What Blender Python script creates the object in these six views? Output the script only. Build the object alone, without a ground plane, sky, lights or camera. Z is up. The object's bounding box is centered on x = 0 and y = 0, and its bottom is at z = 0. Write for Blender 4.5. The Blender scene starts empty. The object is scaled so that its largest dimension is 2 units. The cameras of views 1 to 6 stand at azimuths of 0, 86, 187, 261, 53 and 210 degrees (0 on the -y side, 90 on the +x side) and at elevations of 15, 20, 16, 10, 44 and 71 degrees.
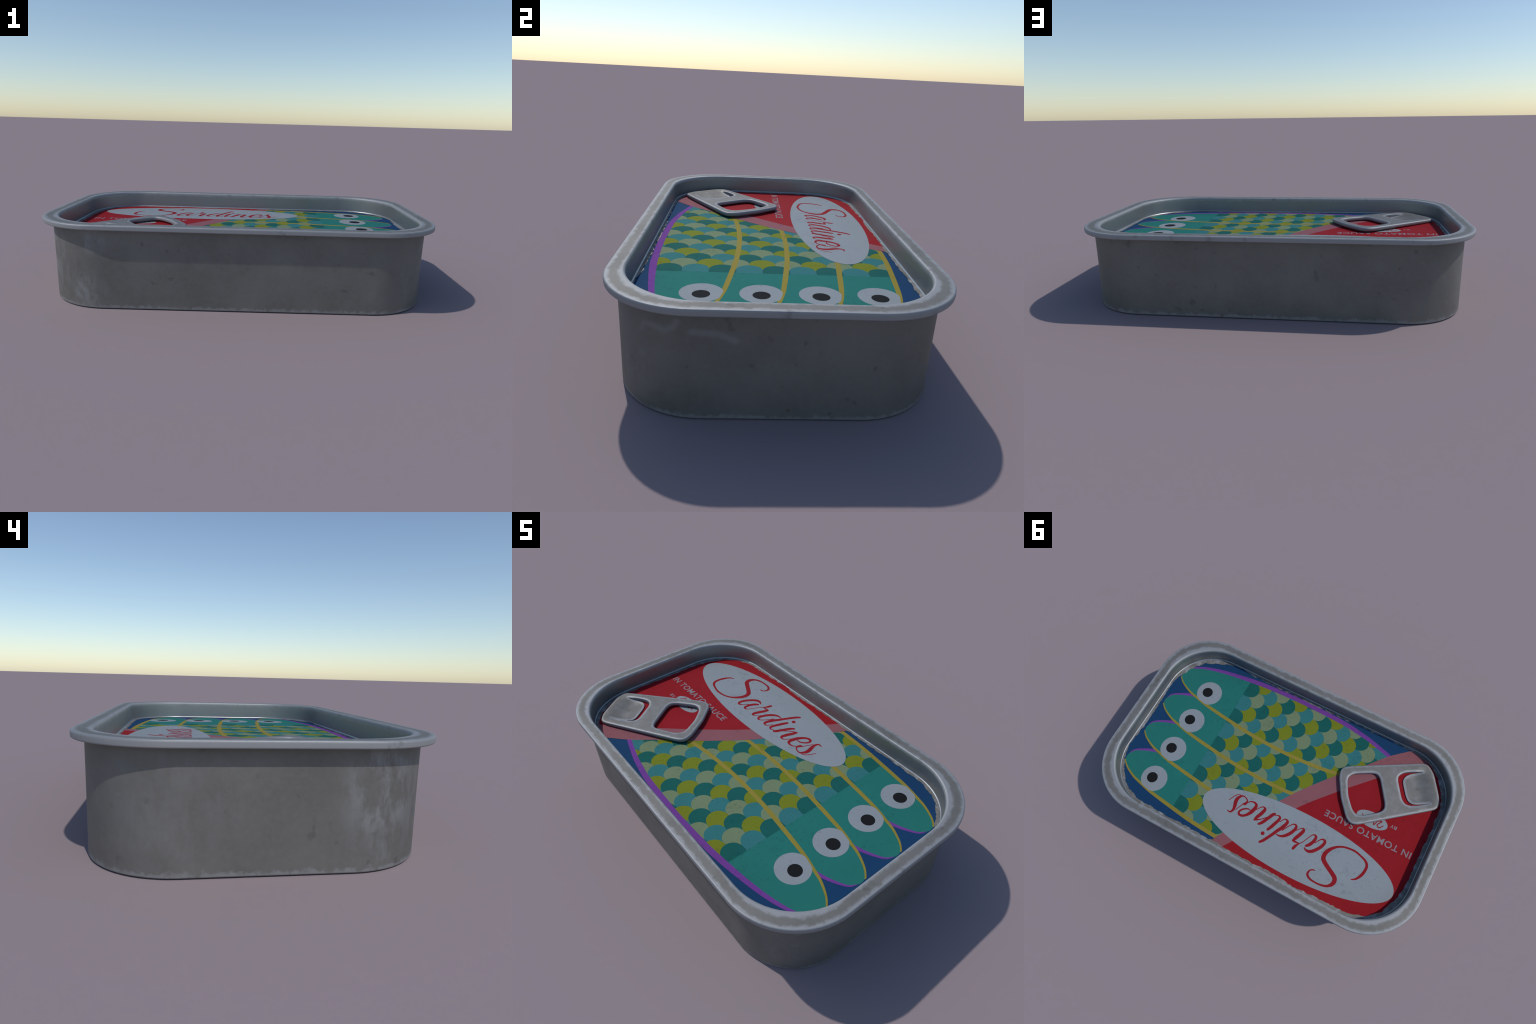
import bpy, bmesh, math, random
from mathutils import Vector, geometry, noise as mnoise

random.seed(7)
COL = bpy.context.scene.collection

# ------------------------------------------------------------------ sizes
LID_Z = 0.3195            # bare sheet of the lid
PRINT_Z = 0.3215          # level of the printed label
LIP_A, LIP_B, LIP_R = 1.0, 0.6060, 0.322      # outer edge of the rolled lip
WALL_A, WALL_B, WALL_R = 0.9545, 0.5680, 0.302
IN_A, IN_B, IN_R = 0.9350, 0.5415, 0.296      # foot of the inner wall


# ------------------------------------------------------------------ helpers
def rounded_rect(a, b, r, seg=16):
    pts = []
    for cx, cy, t0 in ((a - r, b - r, 0), (r - a, b - r, 90), (r - a, r - b, 180), (a - r, r - b, 270)):
        for i in range(seg + 1):
            t = math.radians(t0 + 90 * i / seg)
            pts.append((cx + r * math.cos(t), cy + r * math.sin(t)))
    return pts


def new_object(name, verts, faces, mat, parent=None, smooth=False):
    me = bpy.data.meshes.new(name)
    me.from_pydata([tuple(v) for v in verts], [], faces)
    me.update()
    if smooth:
        me.polygons.foreach_set("use_smooth", [True] * len(me.polygons))
    me.materials.append(mat)
    ob = bpy.data.objects.new(name, me)
    COL.objects.link(ob)
    if parent:
        ob.parent = parent
    return ob


def loft(name, sections, mat, parent, close_bottom=False, seg=16):
    """sections: (a, b, r, z) rounded rectangles, joined ring by ring."""
    verts, faces = [], []
    n = 4 * (seg + 1)
    for a, b, r, z in sections:
        verts += [(x, y, z) for x, y in rounded_rect(a, b, r, seg)]
    for k in range(len(sections) - 1):
        for i in range(n):
            j = (i + 1) % n
            faces.append((k * n + i, k * n + j, (k + 1) * n + j, (k + 1) * n + i))
    if close_bottom:
        faces.append(tuple(reversed(range(n))))
    ob = new_object(name, verts, faces, mat, parent, smooth=True)
    wn = ob.modifiers.new("weighted", "WEIGHTED_NORMAL")
    wn.keep_sharp, wn.weight = True, 60
    return ob


def spline(points, per=8, closed=False):
    """Catmull-Rom through points of any dimension."""
    n = len(points)
    out = []
    last = n if closed else n - 1
    for i in range(last):
        if closed:
            p0, p1, p2, p3 = points[i - 1], points[i], points[(i + 1) % n], points[(i + 2) % n]
        else:
            p1, p2 = points[i], points[i + 1]
            p0 = points[i - 1] if i else tuple(2 * a - b for a, b in zip(p1, p2))
            p3 = points[i + 2] if i + 2 < n else tuple(2 * b - a for a, b in zip(p1, p2))
        for k in range(per):
            t = k / per
            out.append(tuple(0.5 * (2 * b + (c - a) * t + (2 * a - 5 * b + 4 * c - d) * t * t + (3 * b - a - 3 * c + d) * t ** 3)
                             for a, b, c, d in zip(p0, p1, p2, p3)))
    if not closed:
        out.append(tuple(points[-1]))
    return out


def convex_hull(pts):
    return [pts[i] for i in geometry.convex_hull_2d([Vector(p) for p in pts])]


def ccw(poly):
    s = sum(poly[i - 1][0] * poly[i][1] - poly[i][0] * poly[i - 1][1] for i in range(len(poly)))
    return poly if s > 0 else poly[::-1]


def clip(poly, window):
    """Sutherland-Hodgman: poly cut to a convex window."""
    out, window = list(poly), ccw(window)
    for i in range(len(window)):
        a, b = window[i - 1], window[i]
        ex, ey = b[0] - a[0], b[1] - a[1]
        side = lambda p: ex * (p[1] - a[1]) - ey * (p[0] - a[0])
        src, out = out, []
        for k in range(len(src)):
            p, q = src[k - 1], src[k]
            sp, sq = side(p), side(q)
            if (sp >= 0) != (sq >= 0):
                t = sp / (sp - sq)
                out.append((p[0] + (q[0] - p[0]) * t, p[1] + (q[1] - p[1]) * t))
            if sq >= 0:
                out.append(q)
        if not out:
            return []
    clean = []
    for p in out:
        if not clean or (p[0] - clean[-1][0]) ** 2 + (p[1] - clean[-1][1]) ** 2 > 1e-10:
            clean.append(p)
    if len(clean) > 1 and (clean[0][0] - clean[-1][0]) ** 2 + (clean[0][1] - clean[-1][1]) ** 2 < 1e-10:
        clean.pop()
    return clean


def area(poly):
    return abs(sum(poly[i - 1][0] * poly[i][1] - poly[i][0] * poly[i - 1][1] for i in range(len(poly)))) / 2


def inside(p, convex):
    convex = ccw(convex)
    for i in range(len(convex)):
        a, b = convex[i - 1], convex[i]
        if (b[0] - a[0]) * (p[1] - a[1]) - (b[1] - a[1]) * (p[0] - a[0]) < -1e-6:
            return False
    return True


def ink(name, polys, z, mat, parent, thick=0.00008, holes=False):
    """A printed piece: the union of the given outlines, with a thin edge of its own."""
    vs, fs = [], []
    for p in polys:
        fs.append(list(range(len(vs), len(vs) + len(p))))
        vs += [Vector(q) for q in p]
    if len(polys) == 1 and not holes:
        v2 = [tuple(q) for q in ccw(polys[0])]
        tops = [list(range(len(v2)))]
    else:
        r = geometry.delaunay_2d_cdt(vs, [], [ccw_idx(vs, f) for f in fs], 3 if holes else 1, 1e-7)
        v2, tops = [tuple(v) for v in r[0]], [list(f) for f, src in zip(r[2], r[5]) if len(src)]
        tops = [f if sum(v2[f[i - 1]][0] * v2[f[i]][1] - v2[f[i]][0] * v2[f[i - 1]][1] for i in range(len(f))) > 0 else f[::-1] for f in tops]
    n = len(v2)
    verts = [(x, y, z) for x, y in v2] + [(x, y, z - thick) for x, y in v2]
    count = {}
    for f in tops:
        for i in range(len(f)):
            e = (f[i - 1], f[i])
            count[tuple(sorted(e))] = count.get(tuple(sorted(e)), 0) + 1
    faces = list(tops)
    for f in tops:
        for i in range(len(f)):
            a, b = f[i - 1], f[i]
            if count[tuple(sorted((a, b)))] == 1:
                faces.append([b, a, a + n, b + n])
    return new_object(name, verts, faces, mat, parent)


def ccw_idx(vs, f):
    s = sum(vs[f[i - 1]][0] * vs[f[i]][1] - vs[f[i]][0] * vs[f[i - 1]][1] for i in range(len(f)))
    return f if s > 0 else f[::-1]


def circle(cx, cy, rx, ry=None, n=40):
    ry = ry or rx
    return [(cx + rx * math.cos(math.tau * i / n), cy + ry * math.sin(math.tau * i / n)) for i in range(n)]


def brush(points, per=6, caps=True):
    """Outlines of a pen stroke along (x, y, half width) points."""
    path = spline(points, per)
    quads, L, R = [], [], []
    for i, (x, y, w) in enumerate(path):
        x0, y0, _ = path[max(i - 1, 0)]
        x1, y1, _ = path[min(i + 1, len(path) - 1)]
        d = math.hypot(x1 - x0, y1 - y0) or 1e-9
        nx, ny = -(y1 - y0) / d, (x1 - x0) / d
        L.append((x + nx * w, y + ny * w))
        R.append((x - nx * w, y - ny * w))
    for i in range(len(path) - 1):
        quads.append([L[i], R[i], R[i + 1], L[i + 1]])
    if caps:
        for x, y, w in path[:: max(1, per // 2)] + [path[-1]]:
            if w > 0.001:
                quads.append(circle(x, y, w * 0.985, n=18))
    return quads


def ribbon(points, per=6):
    path = spline(points, per)
    L, R = [], []
    for i, (x, y, w) in enumerate(path):
        x0, y0, _ = path[max(i - 1, 0)]
        x1, y1, _ = path[min(i + 1, len(path) - 1)]
        d = math.hypot(x1 - x0, y1 - y0) or 1e-9
        L.append((x - (y1 - y0) / d * w, y + (x1 - x0) / d * w))
        R.append((x + (y1 - y0) / d * w, y - (x1 - x0) / d * w))
    return L + R[::-1]


# ------------------------------------------------------------------ materials
class Nodes:
    def __init__(self, name):
        self.mat = bpy.data.materials.new(name)
        self.mat.use_nodes = True
        self.t = self.mat.node_tree
        self.bsdf = self.t.nodes["Principled BSDF"]
        self.obj = self.t.nodes.new("ShaderNodeTexCoord").outputs["Object"]
        s = self.t.nodes.new("ShaderNodeSeparateXYZ")
        self.link(self.obj, s.inputs[0])
        self.x, self.y, self.z = s.outputs

    def link(self, a, b):
        self.t.links.new(a, b)

    def put(self, sock, v):
        if isinstance(v, bpy.types.NodeSocket):
            self.link(v, sock)
        else:
            sock.default_value = v

    def math(self, op, a, b=0.0, c=0.0, clamp=False):
        n = self.t.nodes.new("ShaderNodeMath")
        n.operation, n.use_clamp = op, clamp
        for s, v in zip(n.inputs, (a, b, c)):
            self.put(s, v)
        return n.outputs[0]

    def noise(self, scale, detail=4.0, rough=0.55, stretch=(1, 1, 1), dist=0.0, seed=0.0):
        m = self.t.nodes.new("ShaderNodeMapping")
        m.inputs["Scale"].default_value = stretch
        m.inputs["Location"].default_value = (seed, seed * 1.7, seed * 0.6)
        self.link(self.obj, m.inputs["Vector"])
        n = self.t.nodes.new("ShaderNodeTexNoise")
        n.inputs["Scale"].default_value, n.inputs["Detail"].default_value = scale, detail
        n.inputs["Roughness"].default_value, n.inputs["Distortion"].default_value = rough, dist
        self.link(m.outputs[0], n.inputs["Vector"])
        return n.outputs["Fac"]

    def step(self, v, lo, hi, out_lo=0.0, out_hi=1.0):
        n = self.t.nodes.new("ShaderNodeMapRange")
        n.interpolation_type = "SMOOTHSTEP"
        self.put(n.inputs[0], v)
        for i, k in enumerate((lo, hi, out_lo, out_hi)):
            self.put(n.inputs[i + 1], k)
        return n.outputs[0]

    def mix(self, f, a, b, mode="MIX"):
        n = self.t.nodes.new("ShaderNodeMix")
        n.data_type, n.blend_type = "RGBA", mode
        self.put(n.inputs[0], f)
        for s, v in ((n.inputs[6], a), (n.inputs[7], b)):
            self.put(s, (*v, 1) if isinstance(v, tuple) and len(v) == 3 else v)
        return n.outputs[2]

    def edge_distance(self, a, b, r):
        """Signed distance to a rounded rectangle, from Object coordinates."""
        qx = self.math("SUBTRACT", self.math("ABSOLUTE", self.x), a - r)
        qy = self.math("SUBTRACT", self.math("ABSOLUTE", self.y), b - r)
        px, py = self.math("MAXIMUM", qx, 0.0), self.math("MAXIMUM", qy, 0.0)
        ln = self.math("SQRT", self.math("ADD", self.math("MULTIPLY", px, px), self.math("MULTIPLY", py, py)))
        inn = self.math("MINIMUM", self.math("MAXIMUM", qx, qy), 0.0)
        return self.math("SUBTRACT", self.math("ADD", ln, inn), r)

    def blob(self, cx, cy, cz, rx, ry, rz):
        """1 at the centre of an ellipsoid, 0 at its border."""
        s = None
        for v, c, r in ((self.x, cx, rx), (self.y, cy, ry), (self.z, cz, rz)):
            d = self.math("DIVIDE", self.math("SUBTRACT", v, c), r)
            d = self.math("MULTIPLY", d, d)
            s = d if s is None else self.math("ADD", s, d)
        return self.math("SUBTRACT", 1.0, self.math("SQRT", s), clamp=True)

    def set(self, **kw):
        for k, v in kw.items():
            s = self.bsdf.inputs[k.replace("_", " ")]
            self.put(s, (*v, 1) if isinstance(v, tuple) and len(v) == 3 else v)

    def bump(self, h, strength=0.1, dist=0.01):
        n = self.t.nodes.new("ShaderNodeBump")
        n.inputs["Strength"].default_value, n.inputs["Distance"].default_value = strength, dist
        self.link(h, n.inputs["Height"])
        self.link(n.outputs[0], self.bsdf.inputs["Normal"])


METAL = (0.182, 0.177, 0.163)
METAL_DARK = (0.10, 0.098, 0.092)
METAL_LIGHT = (0.32, 0.328, 0.34)
METALLIC = 0.42
SHEEN = 0.15               # weak gloss of the non-metal share


def metal_common(k, wear):
    """Dull tin plate: cloudy grain, small dark pits, lighter rubbed places."""
    cloud = k.noise(3.5, 5, 0.6)
    grain = k.noise(55, 4, 0.6, seed=3.1)
    col = k.mix(k.step(cloud, 0.3, 0.72), (METAL[0] * 0.88, METAL[1] * 0.88, METAL[2] * 0.88), (METAL[0] * 1.1, METAL[1] * 1.1, METAL[2] * 1.12))
    col = k.mix(k.step(grain, 0.35, 0.75, 0.0, 0.10), col, METAL_LIGHT)
    pit = k.math("MULTIPLY", k.step(k.noise(24, 1, 0.5, seed=8.3), 0.655, 0.74), k.step(k.noise(3.5, 2, 0.5, seed=5.5), 0.40, 0.6))
    col = k.mix(k.math("MULTIPLY", pit, 0.42), col, METAL_DARK)
    col = k.mix(wear, col, METAL_LIGHT)
    return col, grain, cloud


def body_material():
    k = Nodes("dull_tin_wall")
    rag = k.noise(34, 4, 0.65, seed=1.3)
    streak = k.noise(19, 6, 0.7, stretch=(1, 1, 0.5), dist=0.15, seed=2.2)
    # rubbed foot of the wall
    foot = k.step(k.math("ADD", k.z, k.math("MULTIPLY", k.math("SUBTRACT", rag, 0.5), 0.06)), 0.022, 0.006)
    # scuffed corner and smaller scuffs elsewhere
    wear = k.math("MULTIPLY", foot, 0.62)
    for cx, cy, cz, rx, ry, rz, amount in ((-0.95, -0.36, 0.25, 0.22, 0.19, 0.24, 1.0), (-0.9, -0.36, 0.10, 0.2, 0.16, 0.14, 0.6), (-0.72, -0.58, 0.06, 0.14, 0.16, 0.14, 1.0),
                                           (-0.70, -0.57, 0.34, 0.13, 0.14, 0.10, 0.6), (-0.86, -0.5, 0.2, 0.12, 0.12, 0.2, 0.5), (0.86, -0.5, 0.16, 0.16, 0.16, 0.14, 0.35), (-0.95, 0.3, 0.2, 0.2, 0.3, 0.3, 0.25)):
        b = k.math("MULTIPLY", k.step(k.blob(cx, cy, cz, rx, ry, rz), 0.0, 0.7), k.step(streak, 0.40, 0.66))
        wear = k.math("MAXIMUM", wear, k.math("MULTIPLY", b, amount * 0.6))
    # two pale swipes under the lip at one end of the tin: a wavy one and a straight one
    wavy = [(-0.449, 0.296), (-0.438, 0.321), (-0.410, 0.323), (-0.370, 0.313), (-0.343, 0.331), (-0.332, 0.350)]
    plain = [(-0.287, 0.320), (-0.205, 0.315), (-0.152, 0.291)]
    end = k.step(k.x, 0.85, 0.93)
    for line, half, amp in ((wavy, 0.017, 0.30), (plain, 0.019, 0.32)):
        for (y0, z0), (y1, z1) in zip(line, line[1:]):
            dy, dz = y1 - y0, z1 - z0
            py, pz = k.math("SUBTRACT", k.y, y0), k.math("SUBTRACT", k.z, z0)
            t = k.math("DIVIDE", k.math("ADD", k.math("MULTIPLY", py, dy), k.math("MULTIPLY", pz, dz)), dy * dy + dz * dz, clamp=True)
            ey, ez = k.math("SUBTRACT", py, k.math("MULTIPLY", t, dy)), k.math("SUBTRACT", pz, k.math("MULTIPLY", t, dz))
            d = k.math("SQRT", k.math("ADD", k.math("MULTIPLY", ey, ey), k.math("MULTIPLY", ez, ez)))
            wear = k.math("MAXIMUM", wear, k.math("MULTIPLY", k.math("MULTIPLY", k.step(d, half, 0.001), end), amp))
    col, grain, cloud = metal_common(k, wear)
    k.set(Base_Color=col, Metallic=METALLIC, Specular_IOR_Level=SHEEN, Roughness=k.math("ADD", k.math("MULTIPLY", grain, 0.16), 0.50))
    k.bump(k.math("ADD", cloud, k.math("MULTIPLY", grain, 0.12)), 0.10, 0.02)
    return k.mat


def rim_material():
    k = Nodes("rubbed_tin_rim")
    d = k.edge_distance(LIP_A, LIP_B, LIP_R)
    rag = k.noise(30, 4, 0.65, seed=4.4)
    ragc = k.math("SUBTRACT", rag, 0.5)
    off = k.math("ABSOLUTE", k.math("ADD", d, 0.0335))
    edge = k.step(k.math("ADD", off, k.math("MULTIPLY", ragc, 0.036)), 0.008, 0.026)
    # the inner wall keeps the plain grey; only its top is rubbed
    down = k.step(k.math("ADD", k.z, k.math("MULTIPLY", ragc, 0.03)), 0.392, 0.404)
    # a paler line along the foot of the inner wall
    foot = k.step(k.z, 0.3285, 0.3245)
    edge = k.math("MULTIPLY", edge, k.math("MAXIMUM", down, k.step(d, -0.03, -0.02)))
    edge = k.math("MAXIMUM", edge, foot)
    blot = k.step(k.noise(16, 3, 0.6, seed=7.7), 0.6, 0.72)
    edge = k.math("MULTIPLY", edge, k.math("SUBTRACT", 1.0, k.math("MULTIPLY", blot, 0.55)))
    col, grain, cloud = metal_common(k, k.math("MULTIPLY", edge, 0.9))
    # the inner wall gets a lighter grey and more gloss
    wall = k.math("MULTIPLY", k.step(d, -0.058, -0.066), k.step(k.z, 0.408, 0.398))
    col = k.mix(k.math("MULTIPLY", wall, 0.65), col, (0.36, 0.375, 0.38))
    k.set(Base_Color=col, Metallic=k.math("ADD", k.math("MULTIPLY", wall, 0.35), METALLIC), Specular_IOR_Level=SHEEN,
          Roughness=k.math("SUBTRACT", k.math("ADD", k.math("MULTIPLY", grain, 0.16), 0.50), k.math("MULTIPLY", wall, 0.20)))
    k.bump(k.math("ADD", cloud, k.math("MULTIPLY", grain, 0.2)), 0.06, 0.02)
    return k.mat


def plain_metal(name, wear=0.3, rough=0.36):
    k = Nodes(name)
    w = k.math("MULTIPLY", k.step(k.noise(22, 4, 0.6, seed=9.1), 0.45, 0.7), wear)
    col, grain, cloud = metal_common(k, w)
    k.set(Base_Color=col, Metallic=METALLIC, Specular_IOR_Level=SHEEN, Roughness=k.math("ADD", k.math("MULTIPLY", grain, 0.14), rough))
    return k.mat


def print_material(name, colour, rough=0.78, speckle=0.5):
    """Printing ink on tin: flat colour with fine dark specks and a little fading."""
    k = Nodes(name)
    fine = k.noise(75, 3, 0.6, seed=2.7)
    where = k.step(k.noise(5, 3, 0.55, seed=1.9), 0.42, 0.62)
    blotch = k.math("MULTIPLY", k.step(k.noise(34, 4, 0.7, seed=6.6), 0.52, 0.72), k.step(k.noise(4.2, 2, 0.5, seed=7.9), 0.45, 0.65))
    speck = k.math("MAXIMUM", k.math("MULTIPLY", k.step(fine, 0.56, 0.72), where), k.math("MULTIPLY", blotch, 0.8))
    col = k.mix(k.step(k.noise(9, 4, 0.6, seed=3.3), 0.3, 0.75, 0.0, 0.12), colour, tuple(min(1, c * 1.3 + 0.01) for c in colour))
    col = k.mix(k.math("MULTIPLY", speck, speckle), col, tuple(c * 0.45 + 0.004 for c in colour))
    k.set(Base_Color=col, Metallic=0.35, Specular_IOR_Level=0.12, Roughness=rough)
    return k.mat


M_BODY, M_RIM = body_material(), rim_material()
M_LID = plain_metal("bare_tin_lid", 0.5)
M_TAB = None
INK = {n: print_material(n + "_ink", c) for n, c in {
    "blue": (0.011, 0.053, 0.135), "teal": (0.022, 0.178, 0.152), "dark_teal": (0.011, 0.112, 0.098),
    "pale_blue": (0.038, 0.180, 0.185), "olive": (0.185, 0.215, 0.018), "sage": (0.180, 0.240, 0.135),
    "yellow": (0.290, 0.235, 0.042), "purple": (0.175, 0.054, 0.290), "white": (0.285, 0.315, 0.335),
    "black": (0.0125, 0.0135, 0.0145), "red": (0.290, 0.0125, 0.0185), "pink": (0.270, 0.105, 0.120),
    "script_red": (0.285, 0.013, 0.020), "cream": (0.26, 0.225, 0.245)}.items()}


def tab_material():
    k = Nodes("tab_tin")
    blot = k.step(k.noise(20, 4, 0.6, seed=9.1), 0.42, 0.68)
    near = k.t.nodes.new("ShaderNodeAttribute")
    near.attribute_name = "edge_reach"
    rag = k.math("MULTIPLY", k.math("SUBTRACT", k.noise(30, 4, 0.6, seed=5.2), 0.5), 0.016)
    edge = k.step(k.math("ADD", near.outputs["Fac"], rag), 0.019, 0.006)
    w = k.math("MAXIMUM", k.math("MULTIPLY", blot, 0.22), k.math("MULTIPLY", edge, 0.8))
    col, grain, cloud = metal_common(k, w)
    k.set(Base_Color=col, Metallic=METALLIC, Specular_IOR_Level=SHEEN, Roughness=k.math("ADD", k.math("MULTIPLY", grain, 0.14), 0.48))
    return k.mat


M_TAB = tab_material()

# ------------------------------------------------------------------ the tin
tin = bpy.data.objects.new("sardine_tin", None)
COL.objects.link(tin)
tin["label"] = "worn grey sardine tin with ring pull and colourful fish label"
tin["category"] = "food tin"

loft("body", [(WALL_A - 0.006, WALL_B - 0.006, WALL_R - 0.006, 0.0), (WALL_A - 0.0035, WALL_B - 0.0035, WALL_R - 0.0035, 0.0008),
              (WALL_A - 0.001, WALL_B - 0.001, WALL_R - 0.001, 0.0028), (WALL_A, WALL_B, WALL_R, 0.0062),
              (WALL_A + 0.0005, WALL_B, WALL_R, 0.13), (WALL_A + 0.0012, WALL_B, WALL_R, 0.26), (WALL_A + 0.002, WALL_B, WALL_R - 0.004, 0.3948)],
     M_BODY, tin, close_bottom=True)


def lip(o, z):
    """Section o inside the outer lip edge (0) towards the inner wall (1)."""
    return (LIP_A + (IN_A - LIP_A) * o, LIP_B + (IN_B + 0.001 - LIP_B) * o, LIP_R + (IN_R + 0.002 - LIP_R) * o, z)


rim_profile = [(0.70, 0.3935), (0.40, 0.3930), (0.10, 0.3926), (0.04, 0.3931), (0.008, 0.3950), (0.0, 0.3980), (0.0, 0.4095), (0.006, 0.4130),
               (0.022, 0.4155), (0.050, 0.4170), (0.095, 0.4175), (0.50, 0.4176), (0.86, 0.4174), (0.905, 0.4168), (0.945, 0.4152),
               (0.973, 0.4127), (0.990, 0.4092), (0.997, 0.4050)]
rim_sections = [lip(o, z) for o, z in rim_profile]
rim_sections += [(IN_A, IN_B + 0.0005, IN_R + 0.001, 0.365), (IN_A, IN_B, IN_R, 0.3290), (IN_A - 0.0008, IN_B - 0.0008, IN_R, 0.3258),
                 (IN_A - 0.0025, IN_B - 0.0025, IN_R - 0.001, 0.3233), (IN_A - 0.0055, IN_B - 0.0055, IN_R - 0.003, 0.3220),
                 (IN_A - 0.0065, IN_B - 0.0065, IN_R - 0.004, 0.3190)]
loft("rim", rim_sections, M_RIM, tin)

lid_outline = rounded_rect(IN_A - 0.0057, IN_B - 0.0057, IN_R - 0.003, 16)
ink("lid", [lid_outline], LID_Z, M_LID, tin, thick=0.003)

# ------------------------------------------------------------------ label
label_outline = rounded_rect(IN_A - 0.0063, IN_B - 0.0063, IN_R - 0.004, 16)
label = ink("label", [label_outline], PRINT_Z - 0.0003, INK["blue"], tin, thick=0.0014)

PITCH = 0.2146                       # fish to fish, across the tin
belly = [(0.893, -0.302, 0.003), (0.886, -0.291, 0.0035), (0.852, -0.263, 0.0045), (0.79, -0.2335, 0.006), (0.735, -0.219, 0.0075), (0.66, -0.202, 0.009),
         (0.58, -0.190, 0.010), (0.487, -0.178, 0.0108), (0.33, -0.160, 0.0112), (0.15, -0.150, 0.0112), (0.0, -0.150, 0.0112), (-0.15, -0.160, 0.0112),
         (-0.267, -0.177, 0.0112), (-0.40, -0.205, 0.011), (-0.52, -0.24, 0.010), (-0.62, -0.28, 0.009)]
back = [(0.892, -0.346, 0.0018), (0.873, -0.379, 0.0045), (0.813, -0.413, 0.0072), (0.745, -0.437, 0.0095), (0.66, -0.457, 0.0110), (0.56, -0.4735, 0.0125),
        (0.45, -0.488, 0.0145), (0.35, -0.497, 0.0145), (0.15, -0.5045, 0.0145), (0.0, -0.503, 0.0145), (-0.18, -0.496, 0.0145), (-0.30, -0.4795, 0.0135),
        (-0.38, -0.464, 0.0125), (-0.51, -0.428, 0.0115), (-0.62, -0.388, 0.010)]
outline = spline([p[:2] for p in belly], 4) + [(0.8962, -0.322)][:0] + spline([p[:2] for p in back], 4)[::-1] + [(0.8965, -0.333), (0.8968, -0.318)]
fish_shape = convex_hull(outline)

SCALE_R, ROW, COLUMN, HEAD_X = 0.0540, 0.0640, PITCH / 2, 0.478
pink_curve = spline([(-0.72, -0.62), (-0.604, -0.514), (-0.507, -0.424), (-0.414, -0.313), (-0.276, -0.159), (-0.148, 0.001), (-0.057, 0.134), (0.142, 0.457), (0.172, 0.513), (0.21, 0.58)], 5)
red_curve = spline([(-0.90, -0.64), (-0.75, -0.51), (-0.62, -0.385), (-0.501, -0.262), (-0.391, -0.144), (-0.328, -0.073), (-0.166, 0.1235), (0.070, 0.474), (0.104, 0.531), (0.14, 0.59)], 5)
OVAL = circle(-0.2573, 0.3115, 0.609, 0.1852, 96)


def covered(poly):
    """True if the piece lies wholly under the red panel, the pink band or the oval."""
    def behind(p):
        for (x0, y0), (x1, y1) in zip(pink_curve, pink_curve[1:]):
            if y0 <= p[1] <= y1:
                return p[0] < x0 + (x1 - x0) * (p[1] - y0) / (y1 - y0)
        return False
    return all(behind(p) for p in poly) or all(inside(p, OVAL) for p in poly)


def at(points, k):
    return [(p[0], p[1] + k * PITCH, *p[2:]) for p in points]


tone = ("dark_teal", "pale_blue"), ("olive", "sage")
n_scales = 0
for k in (3, 2, 1, 0):               # the far fish first, each next one lies over it
    z = PRINT_Z + (3 - k) * 0.0002
    shape = clip(at(fish_shape, k), label_outline)
    ink("fish", [shape], z, INK["teal"], label, thick=0.00004)
    for row in range(17):
        cx = 0.449 - ROW * row
        for col in range(-3, 12):
            cy = -0.4275 + COLUMN * (col + (0.5 if row % 2 else 0.0))
            tip = [(cx + SCALE_R * math.cos(t), cy + SCALE_R * math.sin(t)) for t in (math.pi * (0.5 + i / 22) for i in range(23))]
            reach = 0.03 if row == 0 else 0.068      # it runs on under the row in front
            piece = tip + [(cx + reach, cy - SCALE_R), (cx + reach, cy + SCALE_R)]
            piece = clip(piece, shape)
            if len(piece) < 3 or area(piece) < 6e-5 or covered(piece):
                continue
            if k and all(inside(p, at(fish_shape, k - 1)) for p in piece):
                continue
            # rows run dark/blue, olive/sage; every second pair of rows is swapped
            swap = (row // 2) % 2
            pair = tone[row % 2]
            which = (col + swap) % 2 if row % 2 == 0 else (col + 1 + swap) % 2
            ink("scale", [piece], z + 0.00012 - row * 0.000006, INK[pair[which]], label, thick=0.00003)
            n_scales += 1
    ink("fish_back_line", [clip(ribbon(at(back, k)), label_outline)], z + 0.00014, INK["purple"], label, thick=0.00002)
    ink("fish_belly_line", [clip(ribbon(at(belly, k)), label_outline)], z + 0.00015, INK["yellow"], label, thick=0.00002)
    ey = -0.280 + k * PITCH
    ink("fish_eye", [clip(circle(0.671, ey, 0.0795), at(fish_shape, k))], z + 0.00016, INK["white"], label, thick=0.00002)
    ink("fish_pupil", [circle(0.6845, ey, 0.0325)], z + 0.00018, INK["black"], label, thick=0.00002)

z = PRINT_Z + 0.00085
ink("pink_band", [clip([(-1.3, 0.7), (-1.3, -0.75)] + pink_curve, label_outline)], z, INK["pink"], label)
ink("red_panel", [clip([(-1.3, 0.7), (-1.3, -0.75)] + red_curve, label_outline)], z + 0.0001, INK["red"], label)
ink("name_oval", [clip(OVAL, label_outline)], z + 0.0002, INK["white"], label)

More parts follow.
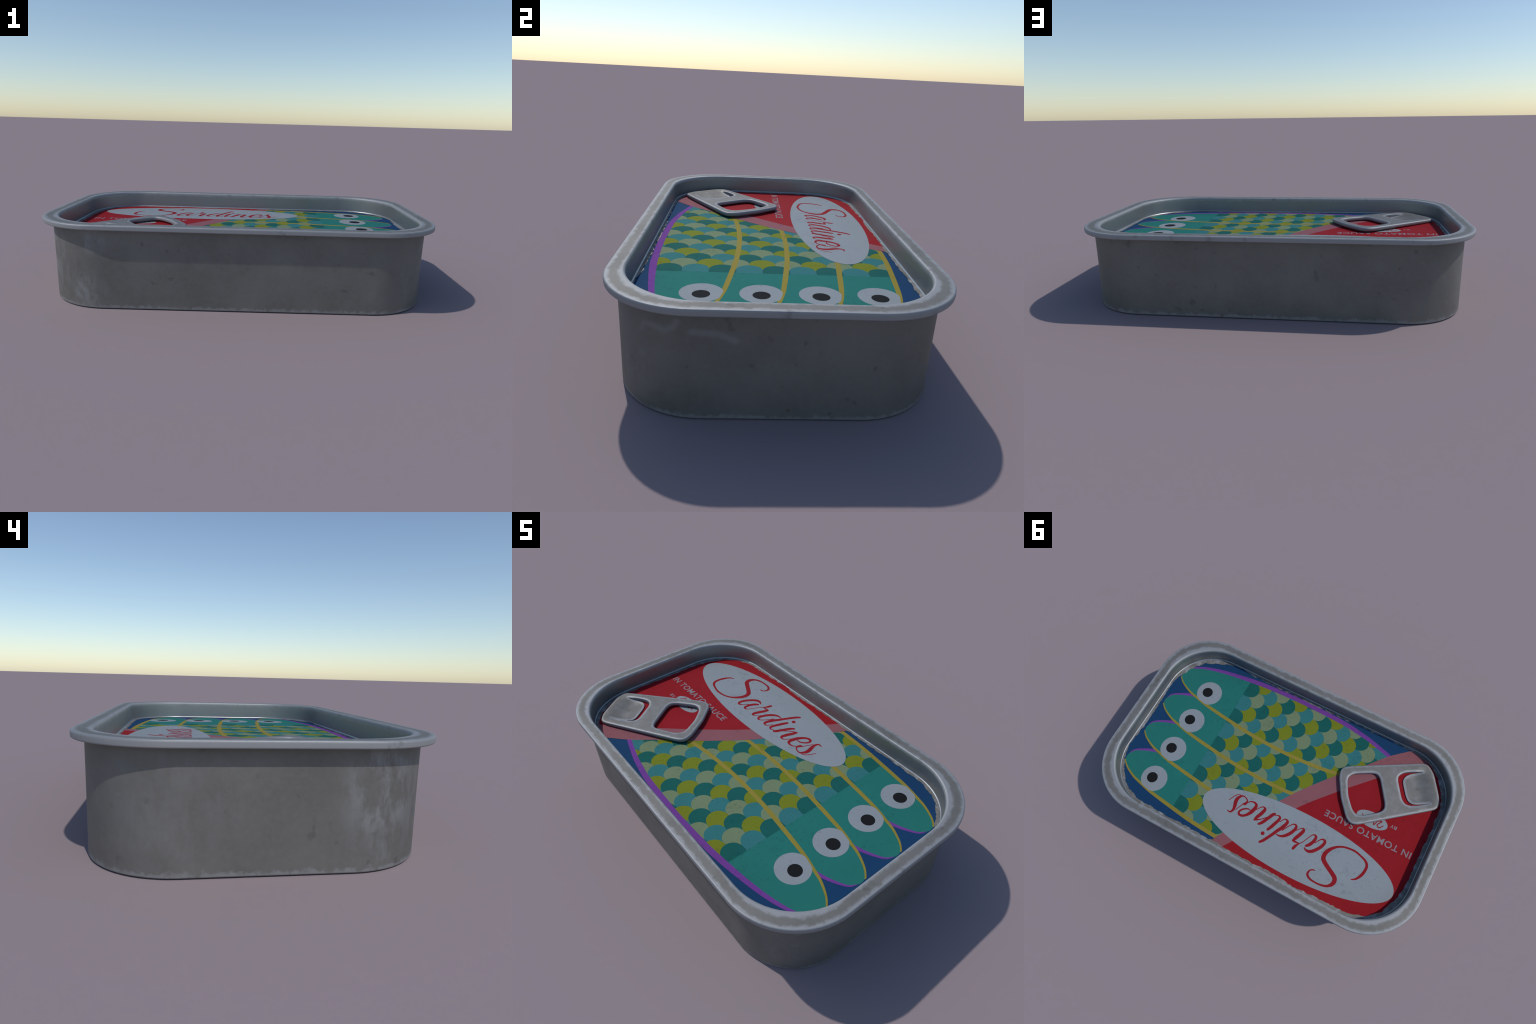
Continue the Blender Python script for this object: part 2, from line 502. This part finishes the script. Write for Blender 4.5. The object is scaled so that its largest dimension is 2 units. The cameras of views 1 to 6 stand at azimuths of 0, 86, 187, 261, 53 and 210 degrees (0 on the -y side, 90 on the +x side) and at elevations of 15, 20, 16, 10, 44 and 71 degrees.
# brush script "Sardines": strokes as (x, y, half width of the pen)
script = {
    "S": [[(-0.6256, 0.3421, 0.0030), (-0.6412, 0.3337, 0.0050), (-0.6539, 0.3189, 0.0070), (-0.6671, 0.2928, 0.0088), (-0.6731, 0.2635, 0.0088), (-0.6727, 0.2396, 0.0086),
           (-0.6644, 0.2218, 0.0080), (-0.6449, 0.2078, 0.0068), (-0.6166, 0.1986, 0.0060), (-0.5826, 0.1902, 0.0062), (-0.5432, 0.1918, 0.0060), (-0.512, 0.1982, 0.0058),
           (-0.4871, 0.2095, 0.0063), (-0.4651, 0.2265, 0.0082), (-0.4452, 0.2517, 0.0109), (-0.4342, 0.2783, 0.0127), (-0.4344, 0.3049, 0.0134), (-0.4456, 0.3213, 0.0134),
           (-0.4672, 0.3361, 0.0130), (-0.4949, 0.3514, 0.0127), (-0.5194, 0.3644, 0.0132), (-0.5405, 0.379, 0.0134), (-0.5475, 0.3971, 0.0134), (-0.5435, 0.417, 0.0115),
           (-0.5286, 0.4349, 0.0082), (-0.5099, 0.445, 0.0068), (-0.4814, 0.4515, 0.0055), (-0.452, 0.4525, 0.0050), (-0.4224, 0.4496, 0.0060), (-0.4014, 0.438, 0.0070),
           (-0.3957, 0.425, 0.0066), (-0.4002, 0.4065, 0.0045), (-0.4132, 0.3965, 0.0040), (-0.4263, 0.3945, 0.0024)]],
    "a": [[(-0.3114, 0.306, 0.0020), (-0.3192, 0.3132, 0.0045), (-0.3395, 0.3167, 0.0082), (-0.3607, 0.3064, 0.0100), (-0.3801, 0.2845, 0.0100), (-0.3967, 0.257, 0.0100),
           (-0.4037, 0.2303, 0.0091), (-0.3995, 0.2179, 0.0080), (-0.3861, 0.2157, 0.0052), (-0.3741, 0.2243, 0.0034), (-0.3634, 0.2395, 0.0025), (-0.3547, 0.2546, 0.0030)],
          [(-0.3177, 0.2943, 0.0073), (-0.3308, 0.28, 0.0100), (-0.341, 0.2599, 0.0100), (-0.3463, 0.2382, 0.0091), (-0.3452, 0.222, 0.0080), (-0.337, 0.2159, 0.0060),
           (-0.3256, 0.2178, 0.0034), (-0.3144, 0.2323, 0.0026), (-0.3027, 0.2575, 0.0024), (-0.291, 0.2826, 0.0024), (-0.278, 0.3011, 0.0030)]],
    "r": [[(-0.278, 0.3011, 0.0028), (-0.2705, 0.3103, 0.0054), (-0.2628, 0.327, 0.0090), (-0.2587, 0.3427, 0.0082)],
          [(-0.2792, 0.2994, 0.0022), (-0.2662, 0.3022, 0.0040), (-0.2459, 0.3027, 0.0070), (-0.2368, 0.3013, 0.0070)],
          [(-0.2372, 0.3005, 0.0060), (-0.2422, 0.288, 0.0100), (-0.2515, 0.2662, 0.0109), (-0.2603, 0.2435, 0.0109), (-0.2652, 0.225, 0.0098), (-0.2621, 0.215, 0.0062),
           (-0.2481, 0.2161, 0.0029), (-0.2349, 0.2307, 0.0025), (-0.2254, 0.2443, 0.0025)]],
    "d": [[(-0.1321, 0.3156, 0.0020), (-0.1532, 0.3159, 0.0054), (-0.1739, 0.3079, 0.0082), (-0.193, 0.2892, 0.0100), (-0.2079, 0.2664, 0.0100), (-0.2171, 0.2403, 0.0091),
           (-0.2174, 0.2231, 0.0080), (-0.2072, 0.2136, 0.0052), (-0.1933, 0.219, 0.0034), (-0.1822, 0.2335, 0.0027), (-0.1703, 0.2505, 0.0030), (-0.1564, 0.2793, 0.0032)],
          [(-0.0721, 0.4004, 0.0068), (-0.0858, 0.3837, 0.0090), (-0.1015, 0.3553, 0.0091), (-0.1168, 0.3259, 0.0091), (-0.1313, 0.2949, 0.0100), (-0.1473, 0.2661, 0.0109),
           (-0.1567, 0.2408, 0.0100), (-0.1594, 0.2222, 0.0090), (-0.1503, 0.2131, 0.0052), (-0.1366, 0.2151, 0.0034), (-0.1272, 0.2288, 0.0027), (-0.1198, 0.2424, 0.0027)]],
    "i": [[(-0.0791, 0.3145, 0.0082), (-0.0886, 0.2934, 0.0100), (-0.0986, 0.2656, 0.0100), (-0.1068, 0.2419, 0.0091), (-0.1094, 0.2233, 0.0080), (-0.1024, 0.2141, 0.0052),
           (-0.088, 0.2149, 0.0031), (-0.0762, 0.2206, 0.0031)],
          [(-0.0645, 0.3481, 0.0116), (-0.0633, 0.3481, 0.0116)]],
    "n": [[(-0.0159, 0.3111, 0.0066), (-0.0267, 0.3, 0.0090), (-0.0382, 0.2788, 0.0100), (-0.0527, 0.2473, 0.0100), (-0.0634, 0.2242, 0.0100), (-0.071, 0.2147, 0.0074)],
          [(-0.052, 0.2418, 0.0022), (-0.0343, 0.2599, 0.0026), (-0.0172, 0.2788, 0.0030), (0.0043, 0.2936, 0.0048), (0.0174, 0.3007, 0.0062)],
          [(0.0170, 0.2995, 0.0062), (0.0117, 0.2804, 0.0100), (0.0016, 0.2565, 0.0109), (-0.0053, 0.2344, 0.0109), (-0.0079, 0.2177, 0.0090), (-0.0003, 0.2098, 0.0052),
           (0.0136, 0.2118, 0.0034), (0.0264, 0.2274, 0.0027), (0.0365, 0.2438, 0.0024)]],
    "e": [[(0.0642, 0.263, 0.0024), (0.0817, 0.2626, 0.0042), (0.0986, 0.2706, 0.0050), (0.1146, 0.2879, 0.0058), (0.1194, 0.3058, 0.0065), (0.1094, 0.3156, 0.0074),
           (0.0913, 0.3135, 0.0076), (0.0724, 0.2978, 0.0087), (0.0576, 0.2747, 0.0109), (0.0497, 0.2508, 0.0116), (0.0466, 0.2295, 0.0100), (0.0516, 0.2168, 0.0080),
           (0.0681, 0.2103, 0.0052), (0.0871, 0.215, 0.0036), (0.0996, 0.2272, 0.0028)]],
    "s": [[(0.113, 0.2454, 0.0088), (0.1074, 0.2325, 0.0074), (0.1085, 0.221, 0.0044), (0.1246, 0.2098, 0.0034), (0.1454, 0.2076, 0.0045), (0.1584, 0.219, 0.0074),
           (0.1675, 0.2372, 0.0110), (0.1669, 0.259, 0.0116), (0.1604, 0.2797, 0.0107), (0.1563, 0.3016, 0.0085), (0.1594, 0.3186, 0.0062), (0.1682, 0.3276, 0.0048), (0.1859, 0.3252, 0.0022)],
          [(0.1447, 0.303, 0.0022), (0.1359, 0.2808, 0.0025), (0.1261, 0.2602, 0.0027), (0.121, 0.2465, 0.0034)],
          [(0.16, 0.2088, 0.0024), (0.1743, 0.2142, 0.0025), (0.1844, 0.223, 0.0026), (0.1952, 0.2421, 0.0026), (0.2068, 0.2672, 0.0022)]],
}
for i, (ch, strokes) in enumerate(script.items()):
    ink("script_letter", [q for s in strokes for q in brush([(x, y, w * 0.95) for x, y, w in s])], z + 0.00030 + i * 0.00001, INK["script_red"], label, thick=0.00003)


def printed_text(text, name, x0, x1, y0, cap, zz, mat, spacing=1.0, weight=0.0):
    """Line of capitals from x0 to x1 on baseline y0, cap height given (built-in font)."""
    cu = bpy.data.curves.new(name, "FONT")
    cu.body, cu.size, cu.space_character, cu.offset = text, 1.0, spacing, weight
    cu.fill_mode, cu.extrude = "FRONT", 0.0
    tmp = bpy.data.objects.new(name, cu)
    COL.objects.link(tmp)
    bpy.context.view_layer.update()
    me = bpy.data.meshes.new_from_object(tmp.evaluated_get(bpy.context.evaluated_depsgraph_get()))
    bpy.data.objects.remove(tmp)
    bpy.data.curves.remove(cu)
    xs, ys = [v.co.x for v in me.vertices], [v.co.y for v in me.vertices]
    lo, hi, bot, top = min(xs), max(xs), 0.0, max(ys)
    verts = [(x0 + (v.co.x - lo) / (hi - lo) * (x1 - x0), y0 + (v.co.y - bot) / (top - bot) * cap, zz) for v in me.vertices]
    polys = [[verts[i][:2] for i in p.vertices] for p in me.polygons]
    bpy.data.meshes.remove(me)
    return ink(name, [p for p in polys if area(p) > 1e-9], zz, mat, label, thick=0.00003)


printed_text("IN TOMATO SAUCE", "small_lettering", -0.867, -0.326, 0.0472, 0.0385, z + 0.00025, INK["cream"], 1.08, 0.014)
printed_text("BY", "small_lettering", -0.733, -0.693, -0.0500, 0.0190, z + 0.00025, INK["cream"], 1.05, 0.02)
ink("maker_oval", [circle(-0.586, -0.0215, 0.0965, 0.0462, 56)], z + 0.00020, INK["white"], label)
# the maker's mark: a loose red pen scrawl inside the small oval
scrawl = [(-0.658, -0.020, 0.0022), (-0.640, 0.002, 0.0034), (-0.624, -0.010, 0.003), (-0.640, -0.038, 0.0034), (-0.618, -0.030, 0.0026), (-0.606, 0.000, 0.003),
          (-0.596, -0.026, 0.0026), (-0.584, -0.006, 0.003), (-0.575, -0.036, 0.0026), (-0.560, -0.012, 0.003), (-0.552, -0.034, 0.0026), (-0.536, -0.018, 0.0028), (-0.520, -0.030, 0.002)]
ink("maker_scrawl", brush(scrawl), z + 0.00029, INK["script_red"], label, thick=0.00003)

# rubbed, ragged border of bare tin where the print meets the wall
outer = [Vector(p) for p in rounded_rect(IN_A - 0.0061, IN_B - 0.0061, IN_R - 0.0035, 40)]
ring = []
for i in range(len(outer)):
    a, b = outer[i], outer[(i + 1) % len(outer)]
    n = max(1, int((b - a).length / 0.004))
    ring += [a + (b - a) * (j / n) for j in range(n)]
inner = []
for i, p in enumerate(ring):
    t = ring[(i + 1) % len(ring)] - ring[i - 1]
    nrm = Vector((-t.y, t.x)).normalized()
    corner = max(0.0, min(1.0, (abs(p.x) - 0.62) / 0.12)) * max(0.0, min(1.0, (abs(p.y) - 0.24) / 0.12))
    w = 0.0135 + 0.0085 * corner + (0.009 * corner if p.x > 0 and p.y < 0 else 0.0) - (0.004 if p.x < -0.3 and p.y > 0.3 else 0)
    w += 0.006 * max(0.0, min(1.0, (-p.x - 0.86) / 0.05))
    w += 0.011 * mnoise.noise(Vector((p.x * 6, p.y * 6, 1.3))) + 0.007 * mnoise.noise(Vector((p.x * 24, p.y * 24, 4.1))) + 0.0045 * mnoise.noise(Vector((p.x * 70, p.y * 70, 9.7)))
    inner.append(p + nrm * max(w, 0.0025))
nr = len(ring)
zz = PRINT_Z + 0.00125
wv = [(p.x, p.y, zz) for p in ring] + [(p.x, p.y, zz) for p in inner] + [(p.x, p.y, zz - 0.00005) for p in inner]
wf = [(i, (i + 1) % nr, nr + (i + 1) % nr, nr + i) for i in range(nr)] + [(nr + i, nr + (i + 1) % nr, 2 * nr + (i + 1) % nr, 2 * nr + i) for i in range(nr)]
M_WORN = plain_metal("rubbed_bare_tin", 1.0, 0.55)
new_object("worn_border", wv, wf, M_WORN, label)

# ------------------------------------------------------------------ pull tab
AX = Vector((0.463, 0.322)).normalized()          # hinge end -> finger end
SIDE = Vector((-AX.y, AX.x))
HINGE = Vector((-0.834, -0.385))
tab_outer = [(-0.313, -0.241), (-0.290, -0.213), (-0.2985, -0.167), (-0.366, -0.050), (-0.448, 0.047), (-0.484, 0.063), (-0.520, 0.052),
             (-0.878, -0.239), (-0.895, -0.267), (-0.883, -0.314), (-0.792, -0.445), (-0.742, -0.482), (-0.708, -0.476)]
tab_hole = [(-0.376, -0.223), (-0.353, -0.191), (-0.357, -0.162), (-0.400, -0.0825), (-0.456, -0.018), (-0.491, 0.0), (-0.523, -0.011), (-0.603, -0.0765),
            (-0.6195, -0.104), (-0.611, -0.136), (-0.524, -0.263), (-0.497, -0.283), (-0.468, -0.276)]
slit = [(-0.729, -0.425), (-0.660, -0.387), (-0.629, -0.364), (-0.611, -0.333), (-0.618, -0.306), (-0.683, -0.213), (-0.709, -0.194), (-0.738, -0.194), (-0.780, -0.216), (-0.840, -0.263),
        (-0.777, -0.225), (-0.751, -0.214), (-0.726, -0.219), (-0.701, -0.241), (-0.653, -0.308), (-0.645, -0.331), (-0.651, -0.358), (-0.672, -0.385)]


def cut_corners(poly, keep=()):
    out = []
    n = len(poly)
    for i in range(n):
        p, a, b = poly[i], poly[i - 1], poly[(i + 1) % n]
        if i in keep:
            out.append(p)
            continue
        for q in (a, b):
            f = min(0.25, 0.012 / (math.dist(p, q) + 1e-9))
            out.append((p[0] + (q[0] - p[0]) * f, p[1] + (q[1] - p[1]) * f))
    return out


def resample(poly, step=0.012):
    out = []
    for i in range(len(poly)):
        a, b = poly[i], poly[(i + 1) % len(poly)]
        n = max(1, round(math.dist(a, b) / step))
        out += [(a[0] + (b[0] - a[0]) * j / n, a[1] + (b[1] - a[1]) * j / n) for j in range(n)]
    return out


def inset(poly, d):
    """Moves a counter-clockwise loop inwards (to its left) by d."""
    out = []
    n = len(poly)
    for i in range(n):
        a, p, b = Vector(poly[i - 1]), Vector(poly[i]), Vector(poly[(i + 1) % n])
        n1 = Vector((-(p - a).y, (p - a).x)).normalized()
        n2 = Vector((-(b - p).y, (b - p).x)).normalized()
        m = (n1 + n2)
        m = m.normalized() if m.length > 1e-6 else n1
        out.append(tuple(p + m * min(d / max(m.dot(n1), 0.35), 2.2 * d)))
    return out


loops = [ccw(resample(cut_corners(cut_corners(tab_outer)))), ccw(resample(cut_corners(cut_corners(tab_hole))))[::-1],
         ccw(resample(cut_corners(slit, keep=(0, 9)), 0.008))[::-1]]
# rounded edge of the sheet: (inset, height fraction) from the top face to the bottom face
TH = 0.0215
edge = [(0.0085, 1.0), (0.0052, 0.975), (0.0024, 0.90), (0.0007, 0.78), (0.0, 0.62), (0.0, 0.38), (0.0010, 0.20), (0.0030, 0.07), (0.0060, 0.0)]
slit_edge = [(0.0030, 1.0), (0.0018, 0.975), (0.0008, 0.93), (0.0002, 0.86), (0.0, 0.75), (0.0, 0.38), (0.0, 0.20), (0.0, 0.07), (0.0, 0.0)]


def tab_height(x, y, h):
    """Height of the tab at plan position; h from 0 (under side) to 1 (top)."""
    v = Vector((x, y)) - HINGE
    u, s = v.dot(AX), v.dot(SIDE)
    f = max(0.0, min(1.0, u / 0.56))
    top = 0.3440 + 0.0078 * f
    thick = TH
    # the tongue behind the slit is pressed down towards its free end
    on = 1 - smooth(abs(s - 0.004), 0.070, 0.125)
    if is_tongue(x, y):
        on = max(on, 0.8)
    else:
        on *= 1 - smooth(u, 0.055, 0.11)
    dip = smooth(u, 0.010, 0.12) * 0.0175 * on
    top -= dip
    thick -= dip * 0.95
    return top - thick * (1 - h)


def smooth(v, lo, hi):
    t = max(0.0, min(1.0, (v - lo) / (hi - lo)))
    return t * t * (3 - 2 * t)


def in_loop(p, lp):
    hit = False
    for i in range(len(lp)):
        a, b = lp[i - 1], lp[i]
        if (a.y > p.y) != (b.y > p.y) and p.x < a.x + (b.x - a.x) * (p.y - a.y) / (b.y - a.y):
            hit = not hit
    return hit


tongue_zone = ccw(slit[9:] + [slit[0]])


def gap(p, line):
    best = 9.0
    for a, b in zip(line, line[1:]):
        a, b = Vector(a), Vector(b)
        t = max(0.0, min(1.0, (p - a).dot(b - a) / (b - a).length_squared))
        best = min(best, (p - a - (b - a) * t).length)
    return best


def is_tongue(x, y):
    p = Vector((x, y))
    if in_loop(p, [Vector(q) for q in tongue_zone]):
        return True
    d = gap(p, slit[9:] + [slit[0]])
    return d < 0.004 and d < gap(p, slit[:10])


verts, faces = [], []
starts = []
plan = []
for li, lp in enumerate(loops):
    prof = slit_edge if li == 2 else edge
    rings = []
    for d, h in prof:
        base = len(verts)
        q = inset(lp, d) if d else lp
        for x, y in q:
            verts.append((x, y, h))
        rings.append((base, len(q)))
    for (b0, n), (b1, _) in zip(rings, rings[1:]):
        for i in range(n):
            j = (i + 1) % n
            faces.append((b0 + i, b1 + i, b1 + j, b0 + j))
    starts.append(rings)
for top_face in (True, False):
    src, idx, edges = [], [], []
    for rings in starts:
        b, n = rings[0] if top_face else rings[-1]
        s = len(src)
        src += [Vector(verts[b + i][:2]) for i in range(n)]
        idx += [b + i for i in range(n)]
        edges += [(s + i, s + (i + 1) % n) for i in range(n)]
    h = 1.0 if top_face else 0.0
    u = 0.02
    while u < 0.56:
        s = -0.2
        while s < 0.2:
            p = HINGE + AX * u + SIDE * s
            near = min((p - q).length for q in src)
            if near > 0.007:
                src.append(p)
                idx.append(None)
            s += 0.013
        u += 0.013
    holes_here = [[Vector(verts[b + i][:2]) for i in range(n)] for b, n in ((rg[0] if top_face else rg[-1]) for rg in starts[1:])]
    border = [Vector(verts[b + i][:2]) for b, n in ((starts[0][0] if top_face else starts[0][-1]),) for i in range(n)]
    r = geometry.delaunay_2d_cdt(src, edges, [], 0, 1e-6)
    remap = {}
    for vi, v in enumerate(r[0]):
        orig = [o for o in r[3][vi] if idx[o] is not None]
        if orig:
            remap[vi] = idx[orig[0]]
        else:
            remap[vi] = len(verts)
            verts.append((v.x, v.y, h))
    for f in r[2]:
        c = sum((r[0][i] for i in f), Vector((0, 0))) / len(f)
        g = [remap[i] for i in f]
        if not in_loop(c, border) or any(in_loop(c, lp) for lp in holes_here):
            continue
        o = sum(r[0][f[i - 1]].x * r[0][f[i]].y - r[0][f[i]].x * r[0][f[i - 1]].y for i in range(len(f)))
        faces.append(tuple(g if (o > 0) == top_face else g[::-1]))


def blunt(x, y, h):
    return (x, y, tab_height(x, y, h))


borders = [[*lp, lp[0]] for lp in (tab_outer, tab_hole, slit)]
tab = new_object("pull_tab", [blunt(*v) for v in verts], faces, M_TAB, tin, smooth=True)
# distance to the nearest cut edge, in metres, drives the pale edge bands in the material
reach = tab.data.attributes.new("edge_reach", "FLOAT", "POINT")
reach.data.foreach_set("value", [min(gap(Vector(v[:2]), b) for b in borders) for v in verts])
bm = bmesh.new()
bm.from_mesh(tab.data)
bmesh.ops.remove_doubles(bm, verts=bm.verts, dist=1e-6)
loose = [v for v in bm.verts if not v.link_faces]
bmesh.ops.delete(bm, geom=loose, context="VERTS")
bmesh.ops.recalc_face_normals(bm, faces=bm.faces)
bm.to_mesh(tab.data)
bm.free()
print("scales:", n_scales)
